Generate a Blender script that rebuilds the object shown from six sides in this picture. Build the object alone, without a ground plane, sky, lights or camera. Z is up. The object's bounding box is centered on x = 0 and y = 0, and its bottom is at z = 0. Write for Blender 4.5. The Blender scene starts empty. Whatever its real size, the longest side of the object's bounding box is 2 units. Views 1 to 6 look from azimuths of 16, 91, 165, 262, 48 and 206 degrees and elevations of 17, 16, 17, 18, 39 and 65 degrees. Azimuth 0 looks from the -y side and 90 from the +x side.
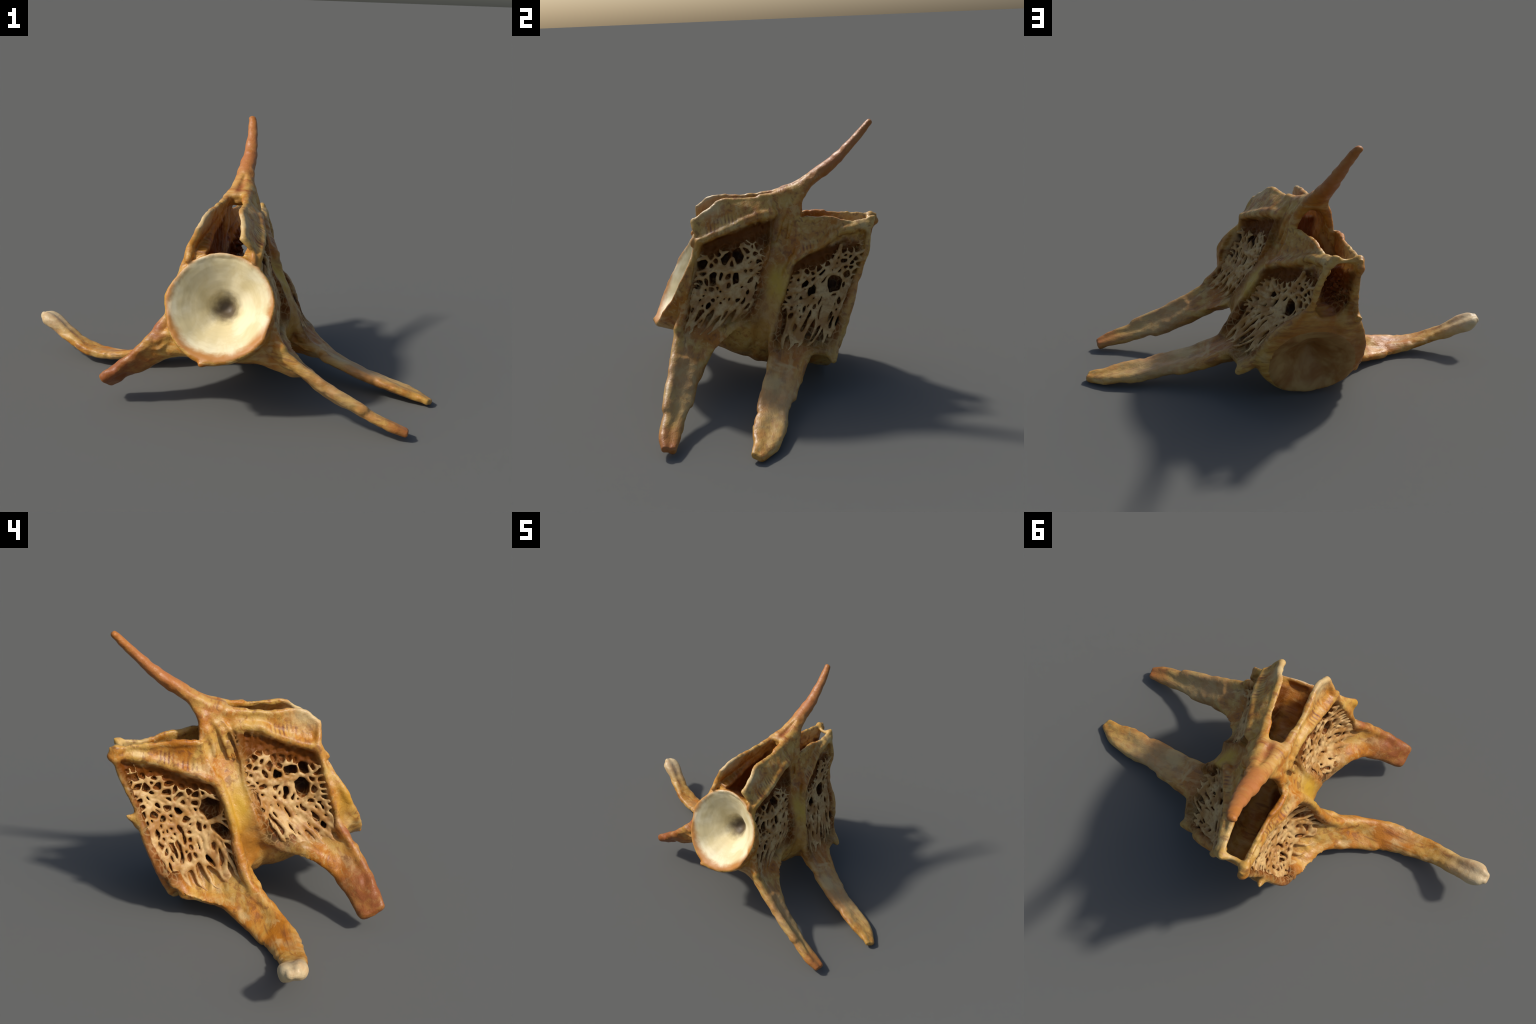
"""A dried fish vertebra: hourglass centrum with two hollow cups, a split neural
arch with a long spine, four rib-like processes and spongy trabecular bone in the
four side recesses.  The body is modelled as one signed distance field built from
cones, swept blades, swept tubes and curved sheets; it is polygonised with surface
nets and separated into its anatomical parts."""
import bpy, math
import numpy as np

RNG = np.random.default_rng(7)
V = np.array

# ------------------------------------------------------------------ field grid
H = 0.0055
LO = V([-1.06, -0.66, -0.03])
HI = V([1.06, 0.64, 1.25])


class Field:
    """A regular grid of signed distances with blended union and cut."""

    def __init__(self, lo, hi, h, far=0.12):
        self.h = h
        n = np.ceil((hi - lo) / h).astype(int) + 1
        self.ax = [(lo[i] + h * np.arange(n[i])).astype(np.float32) for i in range(3)]
        self.f = np.full(n, far, np.float32)

    def block(self, lo, hi):
        sl = []
        for i in range(3):
            a = np.searchsorted(self.ax[i], lo[i])
            b = np.searchsorted(self.ax[i], hi[i])
            sl.append(slice(a, max(a, b)))
        x, y, z = (self.ax[i][sl[i]] for i in range(3))
        return tuple(sl), x[:, None, None], y[None, :, None], z[None, None, :]

    def add(self, sl, d, k):
        a = self.f[sl]
        if a.size == 0:
            return
        if k <= 0:
            self.f[sl] = np.minimum(a, d)
            return
        hh = np.clip(0.5 + 0.5 * (d - a) / k, 0, 1)
        self.f[sl] = d + (a - d) * hh - k * hh * (1 - hh)

    def cut(self, sl, d, k):
        a = -self.f[sl]
        if a.size == 0:
            return
        hh = np.clip(0.5 + 0.5 * (d - a) / k, 0, 1)
        self.f[sl] = -(d + (a - d) * hh - k * hh * (1 - hh))


def catmull(P, n):
    """Smooth curve through the control points, n samples per span."""
    P = np.asarray(P, float)
    Q = np.vstack([2 * P[0] - P[1], P, 2 * P[-1] - P[-2]])
    out = []
    for i in range(len(P) - 1):
        p0, p1, p2, p3 = Q[i:i + 4]
        for t in np.arange(n) / n:
            out.append(0.5 * (2 * p1 + (p2 - p0) * t + (2 * p0 - 5 * p1 + 4 * p2 - p3) * t * t
                              + (3 * p1 - p0 - 3 * p2 + p3) * t ** 3))
    out.append(P[-1])
    return np.array(out)


def tube(F, pts, k=0.02, cut=False, n=4):
    """Round tube through (x, y, z, radius) points."""
    C = catmull(pts, n)
    m = C[:, 3].max() + k + 0.03
    sl, x, y, z = F.block(C[:, :3].min(0) - m, C[:, :3].max(0) + m)
    best = None
    for a, b in zip(C[:-1], C[1:]):
        v = b[:3] - a[:3]
        L = max(v @ v, 1e-9)
        t = np.clip(((x - a[0]) * v[0] + (y - a[1]) * v[1] + (z - a[2]) * v[2]) / L, 0, 1)
        d = np.sqrt((x - a[0] - t * v[0]) ** 2 + (y - a[1] - t * v[1]) ** 2 + (z - a[2] - t * v[2]) ** 2)
        d = d - (a[3] + (b[3] - a[3]) * t)
        best = d if best is None else np.minimum(best, d)
    F.cut(sl, best.astype(np.float32), k) if cut else F.add(sl, best.astype(np.float32), k)


def blade(F, pts, k=0.02, cut=False, n=4, groove=0.0, power=2.6):
    """Flat bone blade; each point is (centre 3, width direction 3, half width, half thickness)."""
    C = catmull(pts, n)
    C = np.vstack([C])
    lo = (C[:, :3] - C[:, 6:7]).min(0) - k - 0.05
    hi = (C[:, :3] + C[:, 6:7]).max(0) + k + 0.05
    sl, x, y, z = F.block(lo, hi)
    far = np.full((x + y + z).shape, 9.0, np.float32)
    A, B, W, T, over = (far.copy() for _ in range(5))
    for i, (a, b) in enumerate(zip(C[:-1], C[1:])):
        v = b[:3] - a[:3]
        L = np.linalg.norm(v)
        v = v / L
        px, py, pz = x - a[0], y - a[1], z - a[2]
        l = px * v[0] + py * v[1] + pz * v[2]
        t = np.clip(l / L, 0, 1)
        dist = (px - t * L * v[0]) ** 2 + (py - t * L * v[1]) ** 2 + (pz - t * L * v[2]) ** 2
        m = dist < far
        if not m.any():
            continue
        far[m] = dist[m]
        t = t[m]
        w = a[3:6] + t[:, None] * (b[3:6] - a[3:6])
        w = w - (w @ v)[:, None] * v
        w /= np.linalg.norm(w, axis=1, keepdims=True)
        u = np.cross(v, w)
        P = np.stack(np.broadcast_arrays(px, py, pz), -1)[m] - t[:, None] * L * v
        A[m] = (P * w).sum(1)
        B[m] = (P * u).sum(1)
        W[m] = a[6] + (b[6] - a[6]) * t
        T[m] = a[7] + (b[7] - a[7]) * t
        o = (P * v).sum(1)
        if 0 < i < len(C) - 2:
            o = 0 * o
        over[m] = np.abs(o)
    if groove:
        T = T * (1 - groove * np.exp(-(A / (0.45 * W)) ** 2))
    q = ((np.abs(A) / W) ** power + (np.abs(B) / T) ** power + 1e-9) ** (1 / power)
    d = (q - 1) * np.minimum(T, W) * 0.9
    d = np.where(over > 0, np.sqrt(np.maximum(d + 0.012, 0) ** 2 + over ** 2) - 0.012 + np.minimum(d + 0.012, 0), d)
    far_box = np.sqrt(far) - 1.15 * np.maximum(W, T)
    d = np.maximum(d, np.minimum(far_box, 0.1)).astype(np.float32)
    F.cut(sl, d, k) if cut else F.add(sl, d, k)


# ------------------------------------------------------------------ curved sheets
class Sheet:
    """A wall x = f(y, z) spanned by rows of control points (rows run front to back,
    the first row is the upper edge).  side = +1 looks to +x, -1 to -x."""

    def __init__(self, rows, side):
        self.side = side
        R = [catmull(r, 10) for r in rows]
        R = np.array(R)
        cols = [catmull(R[:, j], 10) for j in range(R.shape[1])]
        self.P = np.array(cols).transpose(1, 0, 2)          # [t, s, xyz]
        d = np.gradient(self.P, axis=0), np.gradient(self.P, axis=1)
        nn = np.cross(d[0], d[1])
        nn /= np.linalg.norm(nn, axis=2, keepdims=True) + 1e-9
        self.c = np.clip(np.abs(nn[..., 0]), 0.25, 1)

    def raster(self, Y, Z):
        """f, cos, edge distance, s, t on the grid Y x Z."""
        nt, ns = self.P.shape[:2]
        tt, ss = np.meshgrid(np.linspace(0, 1, nt), np.linspace(0, 1, ns), indexing="ij")
        D = np.dstack([self.P[..., 0], self.c, ss, tt])
        out = np.full((len(Y), len(Z), 4), np.nan)
        h = Y[1] - Y[0]
        yz = (self.P[..., 1:] - [Y[0], Z[0]]) / h
        for i in range(nt - 1):
            for j in range(ns - 1):
                for tri in (((i, j), (i + 1, j), (i, j + 1)), ((i + 1, j), (i + 1, j + 1), (i, j + 1))):
                    p = V([yz[q] for q in tri])
                    a0, b0 = np.floor(p.min(0)).astype(int).clip(0)
                    a1, b1 = np.ceil(p.max(0)).astype(int) + 1
                    gy = np.arange(a0, min(a1, len(Y)))
                    gz = np.arange(b0, min(b1, len(Z)))
                    if not len(gy) or not len(gz):
                        continue
                    M = V([[p[1, 0] - p[0, 0], p[2, 0] - p[0, 0]], [p[1, 1] - p[0, 1], p[2, 1] - p[0, 1]]])
                    det = np.linalg.det(M)
                    if abs(det) < 1e-9:
                        continue
                    Mi = np.linalg.inv(M)
                    dy = gy[:, None] - p[0, 0]
                    dz = gz[None, :] - p[0, 1]
                    u = Mi[0, 0] * dy + Mi[0, 1] * dz
                    v = Mi[1, 0] * dy + Mi[1, 1] * dz
                    ok = (u >= -1e-6) & (v >= -1e-6) & (u + v <= 1 + 1e-6)
                    if ok.any():
                        val = (D[tri[0]] + u[..., None] * (D[tri[1]] - D[tri[0]]) + v[..., None] * (D[tri[2]] - D[tri[0]]))
                        out[gy[0]:gy[-1] + 1, gz[0]:gz[-1] + 1][ok] = val[ok]
        inside = ~np.isnan(out[..., 0])
        bi = [(0, j) for j in range(ns)] + [(nt - 1, j) for j in range(ns)] + [(i, 0) for i in range(nt)] + [(i, ns - 1) for i in range(nt)]
        B = V([self.P[q][1:] for q in bi])
        BD = V([D[q] for q in bi])
        gy, gz = np.meshgrid(Y, Z, indexing="ij")
        d2 = (gy[..., None] - B[:, 0]) ** 2 + (gz[..., None] - B[:, 1]) ** 2
        near = d2.argmin(-1)
        e = np.sqrt(d2.min(-1))
        out[~inside] = BD[near][~inside]
        e = np.where(inside, -e, e)
        return out[..., 0], out[..., 1], e, out[..., 2], out[..., 3]

    def box(self, m):
        P = self.P.reshape(-1, 3)
        return P.min(0) - m, P.max(0) + m


def smooth(a, b, x):
    t = np.clip((x - a) / (b - a), 0, 1)
    return t * t * (3 - 2 * t)


def cells(Y, Z, seeds):
    """Distance to the border between neighbouring cells; seeds (y, z, weight, stretch, dy, dz)."""
    gy, gz = np.meshgrid(Y, Z, indexing="ij")
    gy, gz = (gy + .007 * value_noise(gy, gz, 0 * gy, 18, 21) + .003 * value_noise(gy, gz, 0 * gy, 45, 22),
              gz + .007 * value_noise(gy, gz, 0 * gy, 18, 23) + .003 * value_noise(gy, gz, 0 * gy, 45, 24))
    f1 = np.full(gy.shape, 9.0)
    f2 = f1.copy()
    idx = np.zeros(gy.shape, int)
    for n, (y, z, w, st, ay, az) in enumerate(seeds):
        u = (gy - y) * ay + (gz - z) * az
        v = -(gy - y) * az + (gz - z) * ay
        d = np.sqrt((u / st) ** 2 + v ** 2) - w
        closer = d < f1
        f2 = np.where(closer, f1, np.minimum(f2, d))
        idx = np.where(closer, n, idx)
        f1 = np.where(closer, d, f1)
    return (f2 - f1) / 2, idx


def value_noise(x, y, z, scale, seed):
    r = np.random.default_rng(seed).random((32, 32, 32)).astype(np.float32) * 2 - 1
    out = 0
    p = [np.asarray(c, np.float32) * scale + 100 for c in (x, y, z)]
    i = [np.floor(c).astype(np.int32) for c in p]
    f = [c - j for c, j in zip(p, i)]
    f = [c * c * (3 - 2 * c) for c in f]
    for a in (0, 1):
        for b in (0, 1):
            for c in (0, 1):
                w = (f[0] if a else 1 - f[0]) * (f[1] if b else 1 - f[1]) * (f[2] if c else 1 - f[2])
                out = out + w * r[(i[0] + a) & 31, (i[1] + b) & 31, (i[2] + c) & 31]
    return out


# ------------------------------------------------------------------ anatomy: control points
FRONT_C, FRONT_N = V([0.081, -0.428, 0.497]), V([0.083, -0.880, 0.468])
REAR_C, REAR_N = V([0.025, 0.377, 0.245]), V([0.048, 0.937, -0.347])
FRONT_N = FRONT_N / np.linalg.norm(FRONT_N)
REAR_N = REAR_N / np.linalg.norm(REAR_N)
RIM = 0.243

# cups: place, outward axis, rim radius, profile as (depth, share of the radius)
CUPS = {
    "front_cup": (FRONT_C + V([0, 0, .012]), FRONT_N, .232, [(0, 1.0), (.012, .93), (.035, .79), (.062, .65), (.092, .49), (.118, .37), (.142, .28), (.165, .20), (.182, .11), (.19, 0)]),
    "rear_cup": (REAR_C + V([-.008, -.02, -.055]), REAR_N, .182, [(0, 1.0), (.006, .92), (.022, .77), (.05, .56), (.08, .35), (.105, .2), (.13, 0)]),
}

WEB = {
    "front_right": (+1, [
        [(.226, -.290, .706), (.212, -.21, .735), (.191, -.133, .763), (.155, -.043, .790), (.120, .050, .80)],
        [(.233, -.312, .645), (.215, -.23, .64), (.205, -.15, .64), (.19, -.06, .645), (.175, .035, .65)],
        [(.265, -.333, .534), (.236, -.24, .535), (.243, -.17, .53), (.222, -.08, .54), (.200, -.003, .55)],
        [(.310, -.362, .434), (.285, -.28, .43), (.280, -.17, .43), (.266, -.10, .435), (.250, -.03, .44)],
        [(.375, -.400, .340), (.355, -.34, .32), (.335, -.28, .305), (.310, -.205, .303), (.280, -.095, .34)],
        [(.48, -.402, .255), (.47, -.37, .245), (.46, -.335, .235), (.445, -.30, .22), (.42, -.262, .228)]]),
    "rear_right": (+1, [
        [(.185, .140, .594), (.14, .22, .63), (.105, .284, .649), (.065, .36, .69), (.016, .515, .708)],
        [(.215, .105, .53), (.160, .21, .535), (.130, .29, .56), (.090, .38, .58), (.056, .505, .605)],
        [(.248, .080, .455), (.172, .20, .43), (.150, .262, .462), (.130, .345, .44), (.080, .458, .478)],
        [(.290, .052, .375), (.245, .16, .37), (.225, .24, .375), (.198, .32, .36), (.19, .393, .37)],
        [(.365, .028, .23), (.355, .10, .225), (.345, .17, .235), (.325, .25, .215), (.292, .318, .20)],
        [(.48, .004, .170), (.47, .045, .165), (.46, .08, .165), (.43, .13, .18), (.380, .180, .205)]]),
    "front_left": (-1, [
        [(-.108, -.312, .707), (-.102, -.22, .735), (-.096, -.136, .763), (-.090, -.06, .80), (-.088, .04, .80)],
        [(-.13, -.336, .636), (-.10, -.25, .63), (-.095, -.16, .64), (-.10, -.07, .65), (-.108, .02, .65)],
        [(-.165, -.370, .510), (-.105, -.26, .52), (-.105, -.17, .52), (-.12, -.08, .53), (-.132, .005, .55)],
        [(-.19, -.395, .40), (-.142, -.30, .41), (-.13, -.2, .42), (-.15, -.11, .43), (-.17, -.06, .44)],
        [(-.21, -.418, .355), (-.19, -.35, .32), (-.20, -.28, .31), (-.198, -.21, .305), (-.165, -.134, .286)],
        [(-.285, -.466, .272), (-.282, -.433, .248), (-.272, -.393, .222), (-.255, -.35, .212), (-.215, -.255, .268)]]),
    "rear_left": (-1, [
        [(-.156, .117, .587), (-.144, .22, .622), (-.118, .32, .654), (-.118, .43, .69), (-.122, .552, .70)],
        [(-.178, .09, .52), (-.122, .2, .54), (-.104, .3, .56), (-.106, .4, .58), (-.120, .515, .60)],
        [(-.198, .065, .435), (-.118, .155, .43), (-.110, .25, .44), (-.118, .35, .45), (-.148, .456, .46)],
        [(-.213, .042, .335), (-.150, .135, .33), (-.145, .212, .302), (-.165, .31, .29), (-.206, .405, .30)],
        [(-.252, .015, .215), (-.232, .085, .165), (-.222, .16, .13), (-.212, .24, .125), (-.220, .318, .165)],
        [(-.345, -.060, .138), (-.345, -.026, .113), (-.335, .012, .092), (-.315, .045, .075), (-.25, .13, .088)]]),
}

# neural arch plates above the crests: lower row is the crest, upper row the free wavy edge
PLATE = {
    "front_right": (+1, [
        [(.158, -.325, .785), (.130, -.245, .845), (.098, -.172, .878), (.083, -.08, .872), (.060, .02, .880)],
        [(.188, -.305, .745), (.172, -.225, .79), (.146, -.15, .820), (.122, -.06, .834), (.092, .04, .845)],
        [(.226, -.290, .706), (.212, -.21, .735), (.191, -.133, .763), (.155, -.043, .790), (.120, .06, .80)]]),
    "rear_right": (+1, [
        [(.085, .166, .772), (.055, .25, .762), (.030, .345, .752), (.020, .42, .728), (-.008, .545, .748)],
        [(.120, .157, .69), (.082, .24, .694), (.054, .32, .699), (.037, .40, .706), (.004, .532, .728)],
        [(.185, .140, .594), (.14, .22, .63), (.105, .284, .649), (.065, .36, .69), (.016, .518, .708)]]),
    "front_left": (-1, [
        [(-.064, -.324, .815), (-.052, -.24, .868), (-.060, -.15, .862), (-.066, -.06, .865), (-.060, .03, .870)],
        [(-.078, -.318, .760), (-.064, -.23, .79), (-.066, -.14, .808), (-.068, -.05, .825), (-.066, .04, .84)],
        [(-.108, -.312, .707), (-.102, -.22, .735), (-.096, -.136, .763), (-.090, -.06, .80), (-.088, .05, .80)]]),
    "rear_left": (-1, [
        [(-.128, .177, .756), (-.125, .25, .757), (-.115, .33, .750), (-.115, .43, .745), (-.119, .560, .737)],
        [(-.130, .155, .68), (-.119, .235, .685), (-.108, .325, .698), (-.112, .43, .715), (-.121, .556, .722)],
        [(-.158, .117, .587), (-.148, .22, .622), (-.122, .32, .654), (-.122, .43, .69), (-.122, .54, .70)]]),
}
# solid side walls between the front and the rear half, running up into the spine
WAIST = {
    "right": (+1, [
        [(.060, -.01, .880), (.045, .06, .89), (.030, .12, .90), (.02, .18, .90)],
        [(.108, .0, .80), (.094, .055, .80), (.084, .11, .80), (.084, .172, .785)],
        [(.142, .0, .68), (.114, .05, .68), (.102, .10, .68), (.122, .178, .69)],
        [(.192, -.01, .55), (.188, .035, .55), (.180, .08, .545), (.180, .145, .57)],
        [(.25, -.03, .44), (.25, .01, .44), (.252, .05, .45), (.255, .085, .44)],
        [(.25, -.04, .34), (.25, .01, .34), (.25, .04, .34), (.26, .065, .34)]]),
    "left": (-1, [
        [(-.060, -.01, .870), (-.065, .06, .87), (-.07, .12, .87), (-.08, .18, .86)],
        [(-.086, .0, .80), (-.080, .06, .80), (-.082, .12, .80), (-.100, .190, .79)],
        [(-.096, .0, .68), (-.080, .05, .68), (-.084, .11, .69), (-.122, .185, .70)],
        [(-.126, -.01, .55), (-.126, .03, .55), (-.130, .075, .55), (-.146, .135, .57)],
        [(-.180, -.05, .42), (-.170, -.02, .42), (-.155, .025, .42), (-.18, .065, .43)],
        [(-.15, -.08, .32), (-.14, -.03, .32), (-.13, .02, .32), (-.16, .04, .32)]]),
}

# rib-like processes: centre, width direction, half width, half thickness
PROCESS = {
    "front_right": [
        (.22, -.318, .378, 0, .16, -.06, .080, .036), (.35, -.326, .290, 0, .16, -.075, .078, .034), (.45, -.344, .230, 0, .16, -.08, .067, .029),
        (.56, -.368, .166, 0, .13, -.085, .060, .026), (.70, -.381, .104, 0, .10, -.065, .055, .025),
        (.84, -.393, .060, 0, .10, -.05, .045, .024), (.922, -.390, .034, 0, .10, -.04, .032, .020)],
    "rear_right": [
        (.22, .118, .265, 0, .16, -.03, .080, .036), (.36, .102, .184, 0, .16, -.03, .077, .034), (.47, .082, .134, 0, .16, -.03, .070, .030),
        (.60, .050, .095, 0, .16, -.04, .067, .028), (.78, .017, .058, .03, -.15, .03, .066, .026),
        (.90, -.002, .036, .05, -.15, .02, .055, .022), (.982, -.034, .024, .06, -.13, .02, .030, .018)],
    "front_left": [
        (-.10, -.36, .35, 0, .13, -.11, .080, .034), (-.22, -.406, .260, 0, .13, -.11, .076, .030), (-.30, -.445, .196, 0, .12, -.105, .065, .028),
        (-.426, -.492, .100, 0, .09, -.075, .057, .028)],
    "rear_left": [
        (-.16, .06, .180, 0, .15, -.06, .084, .035), (-.29, -.005, .106, 0, .13, -.07, .075, .031), (-.40, -.057, .056, 0, .11, -.06, .068, .027),
        (-.55, -.105, .048, 0, .11, -.03, .065, .025), (-.68, -.115, .054, 0, .10, -.01, .056, .026),
        (-.78, -.100, .088, 0, .10, .0, .046, .027), (-.88, -.077, .134, 0, .1, -.02, .049, .034), (-.955, -.062, .169, 0, .1, -.02, .050, .035), (-.990, -.058, .182, 0, .1, -.02, .025, .020)],
}
# thick undersides of the process roots
KEEL = [[(.10, -.365, .32, .06), (.26, -.340, .272, .045), (.40, -.348, .222, .028)], [(.10, .11, .18, .065), (.26, .106, .164, .050), (.40, .088, .141, .028)],
        [(-.02, -.39, .30, .06), (-.16, -.400, .258, .042), (-.30, -.448, .172, .026)], [(-.02, .13, .165, .06), (-.17, .055, .138, .040), (-.32, -.018, .085, .022)]]
PROCESS["rear_right"] = [p[:3] + tuple(abs(q) if i == 1 else (-q if p[4] < 0 else q) for i, q in enumerate(p[3:6])) + p[6:] for p in PROCESS["rear_right"]]

SPINE = [(-.008, .09, .858, 0, 0, 0, .056, .030), (-.018, .170, .892, 0, 0, 0, .054, .030), (-.026, .240, .938, 0, 0, 0, .046, .031), (-.036, .335, 1.004, 0, 0, 0, .037, .027),
         (-.045, .400, 1.063, 0, 0, 0, .032, .023), (-.057, .462, 1.125, 0, 0, 0, .026, .019), (-.080, .522, 1.191, 0, 0, 0, .017, .014)]
SPINE = [p[:3] + (1, 0.2, 0) + p[6:] for p in SPINE]


def spread_seeds(sheet, big, rng):
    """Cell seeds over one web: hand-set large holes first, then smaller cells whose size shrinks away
    from the middle, short radial cells along the fins, and long fibres fanning out to the process."""
    P = sheet.P
    nT, nS = P.shape[:2]

    def at(s, t):
        return P[int(round(np.clip(t * ROOT, 0, 1) * (nT - 1))), int(round(np.clip(s, 0, 1) * (nS - 1))), 1:]
    out, taken = [], []

    def put(s, t, w, st, d, room):
        y, z = at(s, t)
        d = d / (np.linalg.norm(d) + 1e-9)
        out.append((y, z, w, st, d[0], d[1]))
        taken.append((y, z, room, st, d[0], d[1]))

    def free(s, t, room):
        y, z = at(s, t)
        for a, b, r, st, dy, dz in taken:
            u, v = (y - a) * dy + (z - b) * dz, -(y - a) * dz + (z - b) * dy
            if math.hypot(u / st, v) < max(r, room):
                return False
        return True
    for s, t, w in big:
        put(s, t, w, 1.25, at(s, t + .1) - at(s, t - .1) + V([rng.uniform(-.05, .05), 0]), w + .021)
    # long fibres in the lower third, a fan that narrows into the process
    for j in range(3):
        for i in range(7):
            s = .09 + .84 * (i + rng.uniform(.15, .85)) / 7
            t = .68 + .14 * j + rng.uniform(-.05, .05) + .06 * (i % 2)
            if t < .97 and free(s, t, .011):
                put(s, t, rng.uniform(-.003, .002), rng.uniform(3, 5.0), at(s, t + .1) - at(s, t - .1), .011)
    # short cells that point away from the fins
    for e0, e1 in ((.05, .09), (.93, .96)):
        for t in np.arange(.2, .75, .055):
            s = rng.uniform(e0, e1)
            if rng.random() < .85 and free(s, t, .014):
                put(s, t, rng.uniform(-.005, .0), 2.0, at(s + .1, t + .03) - at(s - .1, t - .03), .013)
    for n in range(900):
        s, t = rng.uniform(.1, .92), rng.uniform(.06, .8)
        mid = math.exp(-((s - .45) / .3) ** 2 - ((t - .42) / .2) ** 2)
        room = .016 + .006 * rng.random() + .016 * mid * rng.random() ** .6
        if free(s, t, room):
            q = rng.uniform(0, 6.28)
            put(s, t, rng.uniform(-.004, .004), rng.uniform(1, 1.7), V([math.cos(q), math.sin(q)]), room)
    return out


ROOT = 0.8           # share of a web's height that belongs to the recess; the rest runs out on the process
HOLLOW = {"front_right": .026, "rear_right": .012, "front_left": .014, "rear_left": .008}    # extra depth under the crest
SINK = {"front_right": .011, "rear_right": .011, "front_left": .008, "rear_left": .006}
#        # how far the spongy floor lies behind the frame of a recess

BIG = {"front_right": [(.30, .48, .022), (.42, .30, .012), (.62, .30, .014), (.62, .52, .012), (.70, .74, .012), (.12, .36, .014), (.30, .78, .006)],
       "rear_right": [(.70, .50, .026), (.32, .52, .020), (.22, .42, .014), (.50, .42, .012), (.85, .85, .012)],
       "front_left": [(.28, .46, .026), (.45, .52, .016), (.24, .28, .012), (.40, .30, .012), (.58, .36, .010), (.16, .80, .010)],
       "rear_left": [(.20, .42, .034), (.14, .66, .018), (.42, .48, .008), (.58, .50, .008), (.35, .85, .008)]}


# main struts of the webs as (along, down) paths over each recess
STRUTS = {
    "front_right": [[(.02, .50), (.3, .42), (.55, .43), (.82, .42), (.98, .40)], [(.02, .62), (.2, .66), (.4, .67), (.62, .66), (.85, .60), (.98, .55)],
                    [(.36, .45), (.37, .56), (.48, .63), (.6, .58), (.8, .50), (.96, .46)], [(.45, .68), (.33, .82), (.25, .98), (.22, 1.12)],
                    [(.62, .67), (.5, .84), (.42, 1.06)], [(.77, .64), (.68, .82), (.58, 1.02)], [(.9, .60), (.85, .75), (.8, .92)], [(.28, .66), (.18, .82), (.12, 1.0)]],
    "rear_right": [[(.03, .68), (.25, .64), (.55, .62), (.78, .55), (.97, .50)], [(.5, .42), (.62, .30), (.72, .16)], [(.5, .42), (.34, .40), (.2, .46), (.04, .50)],
                   [(.5, .42), (.75, .33), (.96, .26)], [(.5, .42), (.47, .52), (.45, .62)], [(.5, .64), (.35, .82), (.25, 1.05)], [(.64, .62), (.5, .82), (.40, 1.08)],
                   [(.3, .66), (.2, .82), (.14, 1.0)], [(.78, .58), (.70, .80), (.58, 1.02)], [(.92, .54), (.88, .72), (.80, .92)]],
    "front_left": [[(.97, .38), (.7, .55), (.5, .62), (.28, .60), (.10, .48)], [(.95, .28), (.80, .38), (.62, .42), (.42, .37), (.30, .32)], [(.45, .39), (.43, .5), (.46, .60)],
                   [(.5, .63), (.3, .78), (.18, .98), (.15, 1.1)], [(.56, .62), (.42, .82), (.30, 1.04)], [(.66, .58), (.58, .8), (.48, 1.0)], [(.8, .50), (.75, .7), (.68, .9)], [(.3, .62), (.12, .78), (.05, .9)]],
    "rear_left": [[(.45, .66), (.60, .58), (.75, .50), (.95, .34)], [(.45, .66), (.28, .74), (.12, .86), (.08, 1.05)], [(.42, .52), (.55, .46), (.70, .39), (.92, .34)], [(.42, .38), (.42, .52), (.46, .66)],
                  [(.5, .68), (.46, .86), (.36, 1.08)], [(.4, .69), (.30, .86), (.22, 1.06)], [(.62, .66), (.62, .82), (.52, 1.02)], [(.78, .58), (.76, .78), (.68, .98)], [(.9, .5), (.92, .7), (.85, .9)]],
}


def web_relief(name, seeds, s, t, e, Y, Z):
    """Depth of a recess floor behind its frame, and how much of it is stained with marrow."""
    t = t / ROOT
    gy, gz = np.meshgrid(Y, Z, indexing="ij")
    edge, idx = cells(Y, Z, seeds)
    wob = value_noise(gy, gz, gz * 0 + 2, 25, 9)
    inner = smooth(0.004, 0.034, -e) * smooth(1.15, .85, t)
    hollow = smooth(0.0, .10, t) * smooth(.30, .12, t + .05 * wob) * smooth(.0, .03, -e)
    big = idx < len(BIG[name])
    cell = smooth(0.001, 0.013, edge)
    pit = cell * np.where(big, 0.045, 0.024) * (1 - .6 * smooth(.7, 1.1, t))
    stain = np.maximum(smooth(.0015, .008, edge) * smooth(.004, .03, -e) * smooth(1.12, .9, t + .12 * wob), hollow)
    return inner * (SINK[name] + HOLLOW[name] * hollow + pit * (1 - .7 * hollow)), stain, hollow, edge


COMB = {"front_right": (52, 9, .0), "front_left": (50, -6, 1.0), "rear_right": (60, 10, 2.0), "rear_left": (56, 4, .5)}


def comb(name, s, t, e, Y, Z):
    """Short parallel bars on an arch plate above the crest."""
    gy, gz = np.meshgrid(Y, Z, indexing="ij")
    fy, fz, ph = COMB[name]
    bars = 0.5 + 0.5 * np.sin(6.2832 * (fy * gy + fz * gz) + ph + 1.8 * np.sin(24 * gy + 5 * gz))
    strength = smooth(.0, .02, -e) * smooth(.30, .72, t) * smooth(1.0, .9, t)
    strength = strength * smooth(.75, .45, s) * (.6 + .6 * value_noise(gy, gz, gz * 0, 18, 31))
    return strength * (0.001 + 0.0035 * bars)


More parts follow.
